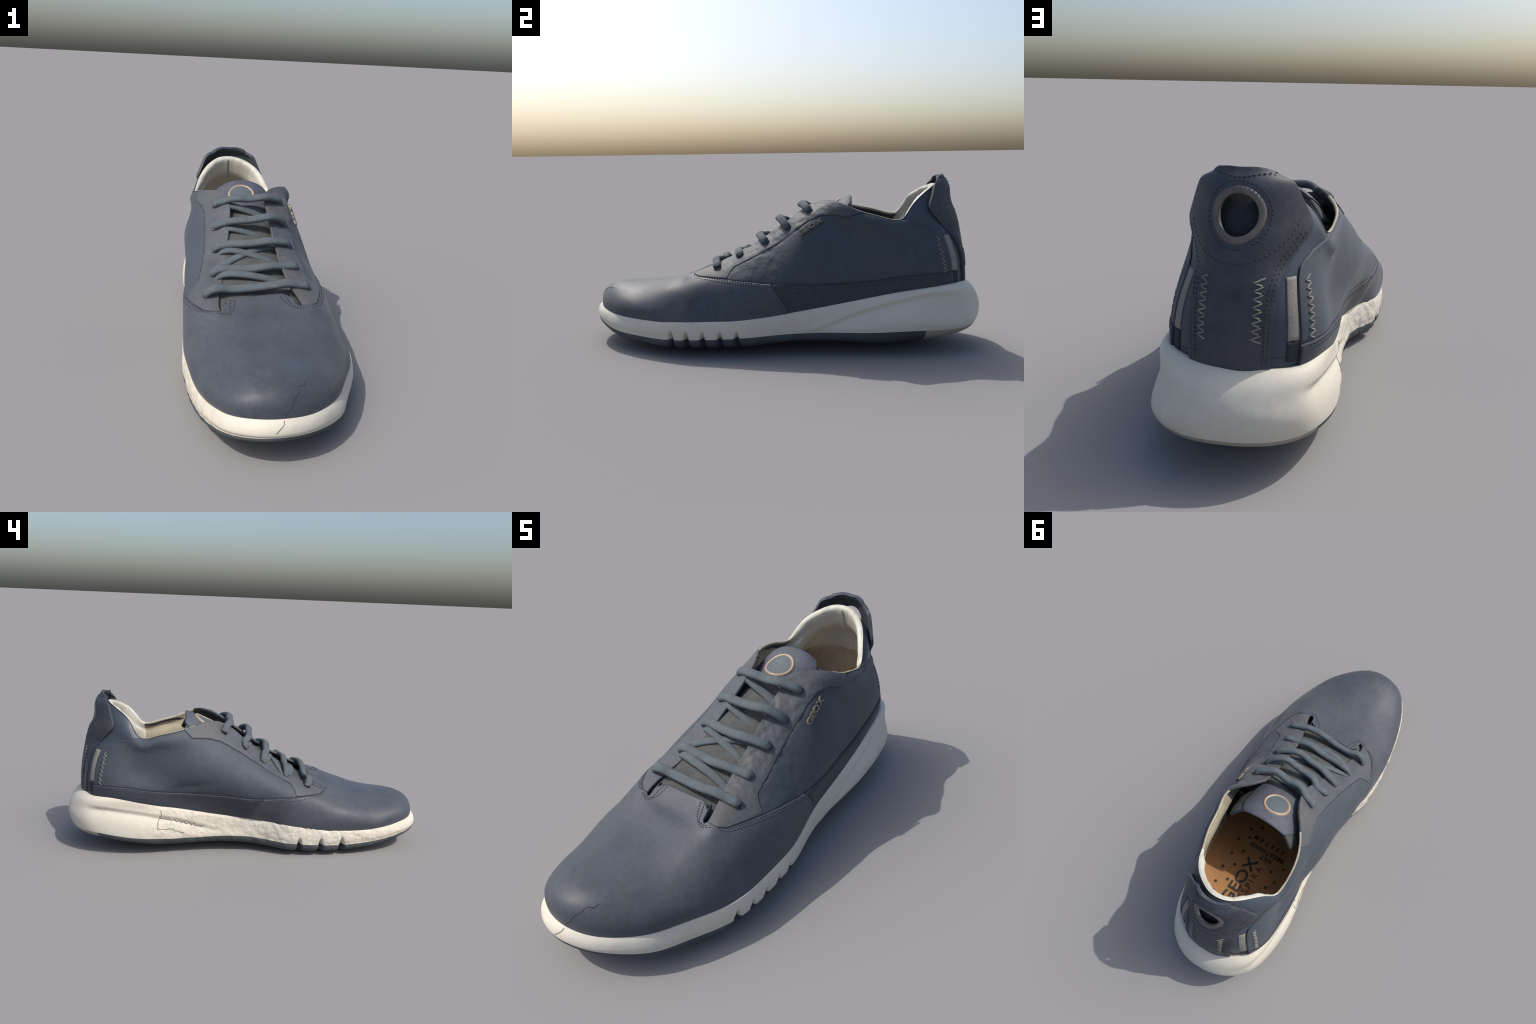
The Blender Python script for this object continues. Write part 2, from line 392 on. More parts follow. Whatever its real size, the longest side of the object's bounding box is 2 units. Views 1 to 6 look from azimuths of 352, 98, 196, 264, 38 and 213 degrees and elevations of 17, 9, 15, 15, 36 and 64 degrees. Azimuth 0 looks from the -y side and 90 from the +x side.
UP = {}
vamp_V, vamp_F, fox = [], [], {}
PANEL = {1: {}, -1: {}}
for side in (1, -1):
    V, P, n, a, c1, c2 = upper_side(side)
    UP[side] = dict(V=V, P=P, n=n, a=a, c1=c1, c2=c2)
    nc = a.shape[1]; idx = np.arange(NU*nc).reshape(NU, nc)
    flat = V.reshape(-1, 3)
    F = {'vamp': [], 'fox': [], 'quarter': [], 'eyestay': []}
    for i in range(NU-1):
        um = (US[i]+US[i+1])/2
        for j in range(nc-1):
            if max(a[i, j+1]-a[i, j], a[i+1, j+1]-a[i+1, j]) < 2e-4: continue
            q = (int(idx[i, j]), int(idx[i+1, j]), int(idx[i+1, j+1]), int(idx[i, j+1]))
            if side < 0: q = q[::-1]
            c = V[i, j]
            if j < N1:
                if um > U_EDGE: continue
                ys = .0+.085*min(1.2, max(0, (.355-c[2])/.15))*(1 if side > 0 else .9)+(-.015 if side > 0 else -.075)
                F['vamp' if c[1] < ys else 'fox'].append(q)
            elif j < N1+N2:
                if um > U_EDGE: continue
                F['quarter'].append(q)
            else:
                if um < U_CUT-.02 or um > 8.6: continue
                F['eyestay'].append(q)
    base = len(vamp_V) and sum(len(v) for v in vamp_V)
    vamp_V.append(flat); vamp_F += [tuple(k+base for k in f) for f in F['vamp']]
    # centre strip of the vamp, top edge -> ridge
    aslot = .836
    rows = np.r_[np.linspace(.8, aslot, 4), np.linspace(aslot, 1, 22)[1:]]
    nr = iu(U_VCUT)+1
    aa = np.tile(rows, (nr, 1))
    Pc = np.empty((nr, len(rows), 3)); ncn = np.empty_like(Pc)
    for j, ar in enumerate(rows):
        uu_ = US[:nr].copy()
        if ar <= aslot:           # U-shaped front end of the slot
            k = 1-.30*math.sin(math.pi*(ar-.8)/(aslot-.8))
            uu_ = np.where(uu_ > 3.7, 3.7+(uu_-3.7)*k, uu_)
        else:                     # rounded corners of the free vamp edge
            t = min(1, (ar-aslot)/.06); k = math.sqrt(max(0, 1-(1-t)**2))*.93+.07
            uu_ = np.where(uu_ > U_CUT, U_CUT+(uu_-U_CUT)*k, uu_)
        p_, n_ = with_normals(uu_, np.full((nr, 1), ar), side)
        Pc[:, j] = p_[:, 0]; ncn[:, j] = n_[:, 0]
    Vc = Pc+ncn*.0045
    for i in range(nr):
        for j in range(len(rows)):
            Vc[i, j] += ncn[i, j]*(.0016*lumps(Pc[i, j], 5, 3)*float(sstep(.3, 1.5, US[i])))
    # ridge row must be shared by both sides
    if side > 0: RIDGE = Vc[:, -1].copy()
    else: Vc[:, -1] = RIDGE
    # round the front of the throat slots and the free vamp edge
    ii = np.arange(nr)
    b2 = base+len(flat)
    vamp_V.append(Vc.reshape(-1, 3))
    idc = np.arange(nr*len(rows)).reshape(nr, len(rows))+b2
    for i in range(nr-1):
        for j in range(len(rows)-1):
            if j < 3 and US[i+1] > U_CUT-.02: continue
            q = (int(idc[i, j]), int(idc[i+1, j]), int(idc[i+1, j+1]), int(idc[i, j+1]))
            if side < 0: q = q[::-1]
            vamp_F.append(q)
    for key, nm, mt in (('fox', 'foxing_band', M_FOX), ('quarter', 'quarter_panel', M_QUART), ('eyestay', 'eyestay_panel', M_EYE)):
        ob = mesh_obj(nm, flat, F[key], mt)
        recalc(ob)
        PANEL[side][key] = ob
        solidify(ob, .013 if key != 'fox' else .01)
vamp = mesh_obj("vamp", np.concatenate(vamp_V), vamp_F, M_VAMP)
recalc(vamp); solidify(vamp, .013)

def outward(ob):
    """make sure sheet normals face outwards (away from the foot)"""
    me = ob.data; s = 0
    for p in list(me.polygons)[::7]:
        c = p.center; s += p.normal.dot(Vector((c.x+.05, 0, c.z-.2)))
    if s < 0: me.flip_normals()
for ob in [vamp]+[o for d in PANEL.values() for o in d.values()]: outward(ob)

def pt_on(side, p, lift=0.0):
    """snap a point to the upper surface grid; returns point and normal"""
    D = UP[side]; d = np.linalg.norm(D['V']-A(p), axis=2)
    i, j = np.unravel_index(d.argmin(), d.shape)
    return D['V'][i, j]+D['n'][i, j]*lift, D['n'][i, j]

# ------------------------------------------------------------------ collar (padded heel leather) + padding + lining
def heel_sheet():
    u0 = 8.78
    uu = np.linspace(u0, 2*UMAX-u0, 260)
    na = 40
    rowsV = []; info = []
    for u in uu:
        side = 1 if u <= UMAX else -1
        us = u if side > 0 else 2*UMAX-u
        ar = np.linspace(0, .8, na)[None]
        P, n = with_normals(A([us]), ar, side)
        rowsV.append(P[0]); info.append(n[0])
    P = A(rowsV); n = A(info)
    # average normals round the heel to avoid a crease at the centre
    return uu, P, n
uu, HP, HN = heel_sheet()
tq = np.linspace(0, 1, HP.shape[1])
puff = .006*np.exp(-((tq-.9)/.12)**2)[None]*sstep(8.9, 9.6, np.minimum(uu, 2*UMAX-uu))[:, None]
HV = HP+HN*(-.006+puff)[..., None]
idx = np.arange(HV.shape[0]*HV.shape[1]).reshape(HV.shape[:2])
CF = []
for i in range(idx.shape[0]-1):
    um = min(uu[i], 2*UMAX-uu[i])
    for j in range(idx.shape[1]-1):
        if um < 9.75 and HP[i, j, 2] < .585: continue
        CF.append((int(idx[i, j]), int(idx[i, j+1]), int(idx[i+1, j+1]), int(idx[i+1, j])))
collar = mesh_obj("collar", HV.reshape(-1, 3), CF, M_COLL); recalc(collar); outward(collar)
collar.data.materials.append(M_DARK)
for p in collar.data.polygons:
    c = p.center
    if abs(c.x+.097) < .105 and .60 < c.z < .79 and c.y > .76: p.material_index = 1   # collar leather painted near black for the shade behind the tab

# lining ring: from the throat on one side round the heel to the throat on the other
def lining():
    u0 = 4.35
    uu = np.linspace(u0, 2*UMAX-u0, 420)
    V = []; Z = []
    m = 26
    for u in uu:
        side = 1 if u <= UMAX else -1
        us = u if side > 0 else 2*UMAX-u
        ar = np.linspace(.8, .10, m)[None]
        P, n = with_normals(A([us]), ar, side)
        P, n = P[0], n[0]
        pad = float(sstep(8.95, 9.35, us))
        s = np.r_[0, np.cumsum(np.linalg.norm(np.diff(P, axis=0), axis=1))]
        inward = .013+.016*sstep(.03, .12, s)+pad*(.004*lumps(P[0], 9, 44)+.030*sstep(.28, .42, s)-.012*sstep(.10, .2, s)+.004+.026*np.exp(-((s-.055)/.075)**2))
        inward = inward*(1-.30*math.exp(-((us-10.8)/.05)**2))
        top = P[0]+n[0]*(pad*.002)-unit(P[0]-P[1])*pad*.004
        up = unit(P[0]-P[1])
        row = [top+n[0]*.0]
        if True:
            for ph in (35, 75, 110, 145):
                r = .006+pad*.009
                c = P[0]-n[0]*r
                row.append(c+n[0]*r*math.cos(math.radians(ph))+up*(r*(.9+.35*lumps(c, 22, 31))*math.sin(math.radians(ph))-pad*.006))
        for k in range(1, m):
            row.append(P[k]-n[k]*inward[k])
        V.append(row); Z.append(pad)
    return uu, A(V), A(Z)
luu, LV, LPAD = lining()
idx = np.arange(LV.shape[0]*LV.shape[1]).reshape(LV.shape[:2])
SPLIT = 15
Fp, Fl, Fd = [], [], []
for i in range(idx.shape[0]-1):
    um = min(luu[i], 2*UMAX-luu[i])
    for j in range(idx.shape[1]-1):
        q = (int(idx[i, j]), int(idx[i, j+1]), int(idx[i+1, j+1]), int(idx[i+1, j]))
        if um < 7.15 and j < 6: continue
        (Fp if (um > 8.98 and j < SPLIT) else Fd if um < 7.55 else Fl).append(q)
pad = mesh_obj("collar_padding", LV.reshape(-1, 3), Fp, M_PAD)
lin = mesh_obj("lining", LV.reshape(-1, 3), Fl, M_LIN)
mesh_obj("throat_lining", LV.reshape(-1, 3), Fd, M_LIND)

# ------------------------------------------------------------------ insole with print and perforations
def insole_z(y): return float(np.interp(y, [-.6, 0, .2, .45, .9], [.175, .212, .240, .285, .33]))
V = []; rings = []
ui = np.linspace(1.2, 2*UMAX-1.2, 200)
L0 = levels(ui)[:, 0]; L1 = levels(ui)[:, 1]
edge = L0*.55+L1*.45
cx = np.interp(edge[:, 1], [-.9, -.4, .2, .9], [-.05, -.02, -.03, -.09])
for f in (1, .9, .6, .3, 0):
    for k, p in enumerate(edge):
        yy = p[1] if p[1] < .55 else .55+(p[1]-.55)*f
        x = cx[k]+(p[0]-cx[k])*f*.965
        V.append((x, yy, insole_z(yy)+.035*max(0, f-.6)**2*4))
idx = np.arange(len(V)).reshape(5, -1)
ins = mesh_obj("insole", A(V), quads(idx), M_INS); recalc(ins)
if ins.data.polygons[len(ins.data.polygons)//2].normal.z < 0: ins.data.flip_normals()

def text_mesh(name, body, size, ext, mat, fn, parent, spacing=1.0, bold=0.0):
    cu = bpy.data.curves.new(name, 'FONT'); cu.body = body; cu.size = size; cu.extrude = ext
    cu.align_x = 'CENTER'; cu.align_y = 'CENTER'; cu.space_character = spacing; cu.offset = bold
    cu.resolution_u = 4
    tmp = bpy.data.objects.new("tmp", cu); bpy.context.scene.collection.objects.link(tmp)
    dg = bpy.context.evaluated_depsgraph_get()
    me = bpy.data.meshes.new_from_object(tmp.evaluated_get(dg))
    bpy.data.objects.remove(tmp); me.name = name
    for v in me.vertices: v.co = fn(v.co.copy())
    me.materials.clear(); me.materials.append(mat)
    me.update()
    return link(bpy.data.objects.new(name, me), parent)

def on_insole(cx, cy, sx=1, sy=1):      # reads from heel to toe, tops toward +x
    def f(c):
        x, y = cx+c.y*sy, cy-c.x*sx
        return Vector((x, y, insole_z(y)+.0015+c.z))
    return f
text_mesh("printed_lettering", "GEOX", .088, .0008, M_INK, on_insole(-.035, .555, 1.12, .95), ins, 1.0, .002)
text_mesh("printed_lettering", "RESPIRA", .047, .0008, M_INK, on_insole(-.088, .555), ins, 1.45)
def on_insole_across(cx, cy, sx=1):
    def f(c):
        x, y = cx+c.x*sx, cy+c.y
        return Vector((x, y, insole_z(y)+.0015+c.z))
    return f
text_mesh("printed_lettering", "NET", .032, .0008, M_INK, on_insole_across(-.085, .385), ins, 1.2, .001)
text_mesh("printed_lettering", "BREATHING", .032, .0008, M_INK, on_insole_across(-.07, .350), ins, 1.2, .001)
text_mesh("printed_lettering", "SYSTEM", .032, .0008, M_INK, on_insole_across(-.055, .305), ins, 1.9, .001)
# perforations: small dark discs set in diagonal rows, clear of the print
PV, PF = [], []
for sx, cols in ((1, [(.03, .0), (.075, .04)]), (-1, [(-.15, .02), (-.195, .06)])):
    for x0, ph in cols:
        for k in range(9):
            y = .24+ph+k*.085
            if y > .80: continue
            x = x0+.012*math.sin(k*1.3)+(.012 if sx > 0 else -.008)*(k % 2)
            b = len(PV); r = .0085
            z = insole_z(y)+.0014
            for t in range(10):
                PV.append((x+r*math.cos(t*.6283), y+r*math.sin(t*.6283), z))
            PF.append(tuple(range(b, b+10)))
mesh_obj("perforation", A(PV), PF, M_INK, ins, kind="stuff")

# ------------------------------------------------------------------ sole
NS = 1800
us = np.linspace(0, 2*UMAX, NS, endpoint=False)
B0 = levels(us)[:, 0]
tan = unit(np.roll(B0, -6, 0)-np.roll(B0, 6, 0)); tan[:, 2] = 0; tan = unit(tan)
nrm = np.stack([-tan[:, 1]*-1, -tan[:, 0], np.zeros(NS)], 1)
nrm = np.stack([tan[:, 1], -tan[:, 0], np.zeros(NS)], 1)
if np.sum(nrm*(B0-A([-.03, 0, .2]))) < 0: nrm = -nrm
# profiles: (offset, z) for lip, upper bulge, groove, lower bulge, white/dark line, bottom edge, bottom inner
PROF = [
 (0.0,  [(.006,.189),(.024,.172),(.031,.155),(.031,.140),(.026,.130),(.012,.108),(-.11,.072)]),
 (1.2,  [(.006,.178),(.020,.162),(.027,.143),(.027,.128),(.022,.114),(.008,.090),(-.11,.056)]),
 (2.2,  [(.006,.168),(.017,.150),(.025,.130),(.027,.112),(.024,.090),(.012,.058),(-.11,.018)]),
 (3.2,  [(.006,.168),(.014,.148),(.018,.128),(.018,.108),(.016,.087),(.004,.052),(-.11,.014)]),
 (4.2,  [(.005,.177),(.014,.155),(.018,.134),(.019,.114),(.016,.092),(-.004,.056),(-.11,.014)]),
 (5.5,  [(.005,.193),(.013,.165),(.015,.14),(.015,.120),(.013,.104),(-.002,.066),(-.09,.034)]),
 (6.5,  [(.005,.220),(.016,.190),(.018,.158),(.018,.130),(.016,.114),(.002,.078),(-.09,.056)]),
 (7.5,  [(.006,.260),(.013,.230),(.022,.180),(.030,.140),(.026,.118),(.008,.078),(-.09,.052)]),
 (8.3,  [(.006,.291),(.016,.262),(.028,.215),(.040,.155),(.036,.118),(.012,.070),(-.09,.038)]),
 (9.2,  [(.006,.322),(.026,.294),(.040,.240),(.056,.175),(.050,.124),(.018,.076),(-.10,.036)]),
 (9.8,  [(.006,.334),(.034,.305),(.038,.235),(.062,.160),(.057,.124),(.026,.090),(-.10,.052)]),
 (10.3, [(.006,.334),(.046,.295),(.062,.245),(.075,.178),(.063,.130),(.030,.100),(-.10,.062)]),
 (10.8, [(.006,.330),(.048,.288),(.074,.240),(.081,.195),(.066,.138),(.030,.108),(-.10,.068)])]
PROFM = [
 (10.3, [(.006,.328),(.046,.290),(.066,.245),(.076,.195),(.060,.135),(.026,.106),(-.10,.066)]),
 (9.8,  [(.006,.326),(.030,.298),(.036,.255),(.046,.198),(.040,.132),(.010,.100),(-.10,.056)]),
 (9.2,  [(.006,.314),(.010,.288),(.014,.248),(.030,.190),(.030,.110),(.002,.076),(-.10,.036)]),
 (8.3,  [(.006,.276),(.014,.250),(.020,.215),(.032,.150),(.028,.094),(.004,.056),(-.09,.030)]),
 (7.5,  [(.006,.240),(.018,.215),(.024,.175),(.034,.122),(.032,.092),(.008,.056),(-.09,.036)]),
 (6.5,  [(.006,.222),(.018,.190),(.020,.155),(.022,.118),(.022,.096),(.004,.060),(-.08,.040)]),
 (5.5,  [(.005,.188),(.012,.165),(.014,.136),(.014,.108),(.012,.082),(-.002,.044),(-.08,.024)]),
 (4.2,  [(.005,.158),(.010,.138),(.012,.113),(.012,.095),(.008,.068),(-.006,.030),(-.11,.006)]),
 (3.2,  [(.006,.146),(.013,.128),(.016,.106),(.016,.088),(.012,.065),(-.004,.030),(-.11,.006)]),
 (2.2,  [(.006,.152),(.016,.136),(.021,.118),(.021,.102),(.016,.082),(.000,.052),(-.11,.018)]),
 (1.2,  [(.006,.172),(.020,.157),(.027,.140),(.027,.126),(.022,.112),(.008,.088),(-.11,.054)]),
 (0.0,  [(.006,.189),(.024,.172),(.031,.155),(.031,.140),(.026,.130),(.012,.108),(-.11,.072)])]
pu = [u for u, _ in PROF]+[2*UMAX-u for u, _ in PROFM]
pv = A([p for _, p in PROF]+[p for _, p in PROFM])
pr = spline(pu, pv.reshape(len(pu), -1), us).reshape(NS, 7, 2)
pr[:, 0, 1] = B0[:, 2]+.003           # lip follows the border exactly
KT = np.r_[np.linspace(0, 4, 49), np.linspace(4, 5, 8)[1:], np.linspace(5, 6, 6)[1:]]
def side_profile():
    ks = np.arange(7)
    G = np.empty((NS, len(KT), 2))
    for i in range(NS):
        G[i] = spline(ks, pr[i], KT)
    return G
G = side_profile()
SV = B0[:, None]+nrm[:, None]*G[..., 0:1]
SV[..., 2] = G[..., 1]
# the wing line: a crisp ledge falling from the heel to the waist, hollow below it
WING = {1: ([.05, .114, .198, .364, .526, .685, .85], [.088, .107, .139, .207, .257, .292, .305]),
        -1: ([.0, .059, .241, .418, .593, .765, .88], [.09, .104, .161, .212, .244, .268, .275])}
GRV = {1: [-.495, -.417, -.337, -.254, -.173], -1: [-.513, -.392, -.272]}
onp = us < UMAX
for i in range(NS):
    s = 1 if onp[i] else -1
    for k in range(len(KT)):
        p = SV[i, k]
        d = 0
        for y0 in GRV[s]:
            top = .142 if s > 0 else .118
            wid = .0050+.0080*min(1, max(0, (top-p[2])/.08))
            h = float(sstep(top, top-.05, p[2]))
            d += .036*h*math.exp(-((p[1]-y0)/wid)**2)
        if p[1] > .05:
            zg = float(np.interp(p[1], *WING[s])); dz = zg-p[2]
            if dz > -.008:
                amp = (.013 if s > 0 else .013)*float(sstep(.08, .35, p[1]))*float(sstep(.90, .80, p[1]))
                d += amp*float(sstep(-.008, .022, dz))*math.exp(-max(0, dz-.02)/.05)
        rough = .0011 if s > 0 else .0034
        if s < 0:
            uu_ = 2*UMAX-us[i]
            rough = .0011+.0021*float(sstep(.6, 2.2, uu_))*float(sstep(.62, .42, p[1]))
        d -= rough*(lumps(p, 24, 21)*(rough > .0012)+lumps(p, 5, 21)*(rough <= .0012))
        SV[i, k] = p-nrm[i]*d*(1 if KT[k] < 6 else 0)
cols = len(KT)
# rows: inner top lip (under the upper) + profile
inner = B0-nrm*.05; inner[:, 2] = B0[:, 2]-.01
ALLS = np.concatenate([inner[:, None], SV], 1)
nc = ALLS.shape[1]
idx = np.arange(NS*nc).reshape(NS, nc); idx = np.concatenate([idx, idx[:1]])
KD = 1+int(np.where(KT == 4)[0][0])
flat = ALLS.reshape(-1, 3)
def ring_faces(c0, c1, cond=lambda i: True):
    F = []
    for i in range(NS):
        if not cond(i): continue
        for j in range(c0, c1):
            F.append((int(idx[i, j]), int(idx[i, j+1]), int(idx[i+1, j+1]), int(idx[i+1, j])))
    return F
sole_grp = bpy.data.objects.new("sole", None); link(sole_grp)
midsole = mesh_obj("midsole", flat, ring_faces(0, KD), M_WHITE, sole_grp)
midsole.data.materials.append(M_ROUGHW)
for p in midsole.data.polygons:
    if p.center.x < -.16 and p.center.y < .48: p.material_index = 1
recalc(midsole)
heelband = lambda i: B0[i, 1] > (.70 if onp[i] else .80)
outs = mesh_obj("outsole", flat, ring_faces(KD, nc-1, lambda i: not heelband(i)), M_OUT, sole_grp)
heel = mesh_obj("heel_tread", flat, ring_faces(KD, nc-1, heelband), M_OUTH, sole_grp)
# underside: lofted between the two inner bottom edges, shallow cross grooves under the ball
bot = SV[:, -1]
half = NS//2
V = []; rows = 24
for i in range(half+1):
    p, q = bot[i], bot[(NS-i) % NS]
    for k in range(rows+1):
        t = k/rows; pt = p*(1-t)+q*t
        pt = pt.copy(); pt[2] = max(0.0, pt[2]-.03*math.sin(math.pi*t)**.5)
        if -.6 < pt[1] < -.1: pt[2] += .012*math.exp(-((((pt[1]+.495)/.081+.5) % 1-.5)/.14)**2)
        V.append(pt)
idx2 = np.arange(len(V)).reshape(half+1, rows+1)
under = mesh_obj("underside", A(V), quads(idx2), M_OUT, sole_grp)

# ------------------------------------------------------------------ heel counter with pull tab
ZT = [.322, .405, .485, .56, .60, .64, .67, .695, .72, .76, .80, .825, .842, .855]
WT = [.114, .116, .118, .124, .134, .158, .179, .188, .178, .160, .144, .128, .104, .070]
YC = [.928, .926, .917, .903, .895, .885, .873, .862, .854, .847, .840, .831, .816, .802]
YE = [.888, .884, .862, .834, .806, .772, .744, .730, .733, .748, .756, .762, .768, .774]
zz = np.linspace(.322, .855, 90)
w_, yc_, ye_ = (np.interp(zz, ZT, q) for q in (WT, YC, YE))
def sm(v):
    for _ in range(2): v = np.convolve(np.pad(v, 2, mode='edge'), np.ones(5)/5, 'valid')
    return v
w_, yc_, ye_ = sm(w_), sm(yc_), sm(ye_)
XC = -.094
ss = np.linspace(-1, 1, 61)
V = []
for k, z in enumerate(zz):
    for s in ss:
        y = ye_[k]+(yc_[k]-ye_[k])*(1-abs(s)**2.3)
        dip = (-.003*math.exp(-(s/.4)**2)-.014*abs(s)**3)*float(sstep(.80, .855, z))
        V.append((XC+s*w_[k], y, z+dip))
V = A(V)
# keep the counter proud of the heel leather underneath
hp = HP.reshape(-1, 3); hp = hp[(hp[:, 1] > .74) & (hp[:, 2] < .62)]
lift = np.zeros(len(V))
for k, v in enumerate(V):
    if v[2] < .60:
        d = np.hypot(hp[:, 0]-v[0], hp[:, 2]-v[2]); q = np.argsort(d)[:4]
        ys = np.average(hp[q, 1], weights=1/(d[q]+1e-4))
        lift[k] = max(0, ys+.009-v[1])*float(sstep(.60, .54, v[2]))
LG = lift.reshape(len(zz), len(ss))
for _ in range(3):
    LG = (LG+np.roll(LG, 1, 0)+np.roll(LG, -1, 0))/3; LG[:, 1:-1] = (LG[:, 1:-1]+LG[:, 2:]+LG[:, :-2])/3
V[:, 1] += LG.reshape(-1)
idx = np.arange(len(V)).reshape(len(zz), len(ss))
counter = mesh_obj("heel_counter", V, quads(idx), M_COUNT); recalc(counter)
if sum(p.normal.y for p in counter.data.polygons) < 0: counter.data.flip_normals()
m = counter.modifiers.new("thick", 'SOLIDIFY'); m.thickness = .015; m.offset = -1
counter.data.materials.append(M_TABIN); m.material_offset = 1; m.material_offset_rim = 0
# round hole through the tab
HC = A([-.099, .838, .732])
bm = bmesh.new(); bmesh.ops.create_cone(bm, cap_ends=True, segments=40, radius1=.058, radius2=.058, depth=.2)
me = bpy.data.meshes.new("hole_cutter"); bm.to_mesh(me); bm.free()
cut = bpy.data.objects.new("hole_cutter", me); link(cut)
cut.location = HC; cut.rotation_euler = (math.radians(78), 0, 0)
cut.hide_render = True; cut.hide_viewport = False
bo = counter.modifiers.new("hole", 'BOOLEAN'); bo.operation = 'DIFFERENCE'; bo.object = cut; bo.solver = 'EXACT'
bv = counter.modifiers.new("round", 'BEVEL'); bv.width = .004; bv.segments = 2; bv.limit_method = 'ANGLE'; bv.angle_limit = math.radians(55)
dg = bpy.context.evaluated_depsgraph_get()
nm = bpy.data.meshes.new_from_object(counter.evaluated_get(dg))
counter.modifiers.clear(); counter.data = nm
bpy.data.objects.remove(cut)

def counter_pt(x, z, lift=0):
    k = float(np.interp(z, zz, np.arange(len(zz)))); 
    w = np.interp(z, zz, w_); s = np.clip((x-XC)/w, -1, 1)
    yc, ye = np.interp(z, zz, yc_), np.interp(z, zz, ye_)
    f = lambda x, z: np.interp(z, zz, ye_)+(np.interp(z, zz, yc_)-np.interp(z, zz, ye_))*(1-abs(np.clip((x-XC)/np.interp(z, zz, w_), -1, 1))**2.3)
    y = f(x, z)+float(LG[int(round(k)), int(round((s+1)/2*(len(ss)-1)))]); e = .006
    n = unit(A([-(f(x+e, z)-f(x-e, z))/(2*e), 1, -(f(x, z+e)-f(x, z-e))/(2*e)]))
    return A([x, y, z])+n*lift, n

def tube(name, path, r, mat, parent, closed=False, n=8, kind=None):
    path = A(path); m = len(path)
    if closed: tan = unit(np.roll(path, -1, 0)-np.roll(path, 1, 0))
    else: tan = unit(np.gradient(path, axis=0))
    ref = np.where(np.abs(tan[:, 2:3]) < .9, A([[0, 0, 1.]]), A([[1., 0, 0]]))
    a = unit(np.cross(tan, ref)); b = np.cross(tan, a)
    V = np.stack([path+(a*math.cos(2*math.pi*k/n)+b*math.sin(2*math.pi*k/n))*r for k in range(n)], 1).reshape(-1, 3)
    F = []
    for i in range(m if closed else m-1):
        i2 = (i+1) % m
        for k in range(n): F.append((i*n+k, i*n+(k+1) % n, i2*n+(k+1) % n, i2*n+k))
    return mesh_obj(name, V, F, mat, parent, kind=kind)

# grommet ring: lathed band laid on the tab surface round the hole
def band_ring(name, r0, r1, h, mat, parent, fn, segs=64):
    prof = [(r0, -.010), (r0, h*.4), (r0+.3*(r1-r0), h), (r0+.65*(r1-r0), h*.9), (r1, h*.15), (r1, -.004)]
    V = []
    for t in range(segs):
        th = 2*math.pi*t/segs
        for r, hh in prof: V.append(fn(r*math.cos(th), r*math.sin(th), hh))
    n = len(prof); F = []
    for t in range(segs):
        for k in range(n-1):
            F.append((t*n+k, t*n+k+1, ((t+1) % segs)*n+k+1, ((t+1) % segs)*n+k))
    ob = mesh_obj(name, A(V), F, mat, parent); recalc(ob); return ob
band_ring("grommet_ring", .056, .075, .0018, M_RINGD, counter, lambda x, y, h: counter_pt(HC[0]+x, HC[2]+y, h)[0])

# ------------------------------------------------------------------ stitches
def stitch_field(name, items, mat, parent, L=.009, w=.0042, h=.003, kind="stuff"):
    """items: (point, direction, normal); small rounded thread humps joined into one part"""
    V, F = [], []
    for p, d, n in items:
        d = unit(A(d)); n = unit(A(n)); s = np.cross(n, d)
        b = len(V)
        for a_, r_ in ((-.5, .45), (-.25, 1), (.25, 1), (.5, .45)):
            for t in (180, 126, 54, 0):
                th = math.radians(t)
                V.append(p+d*a_*L+s*(w/2*r_*math.cos(th))+n*(h*r_*math.sin(th)-.0008))
        for i in range(3):
            for k in range(3):
                F.append((b+i*4+k, b+i*4+k+1, b+(i+1)*4+k+1, b+(i+1)*4+k))
        F.append((b, b+1, b+2, b+3)); F.append((b+12, b+13, b+14, b+15))
    if not items: return
    ob = mesh_obj(name, A(V), F, mat, parent, kind=kind); recalc(ob); return ob

def along(side, path, step, lift=.0):
    """stitches along a 3D path snapped to the side surface"""
    q = resample(A(path), step); out = []
    for i in range(len(q)-1):
        p, n = pt_on(side, q[i], lift)
        dist = np.linalg.norm(p-q[i])
        pp = q[i]-n*np.dot(q[i]-p, n)
        out.append((pp, q[i+1]-q[i], n))
    return out

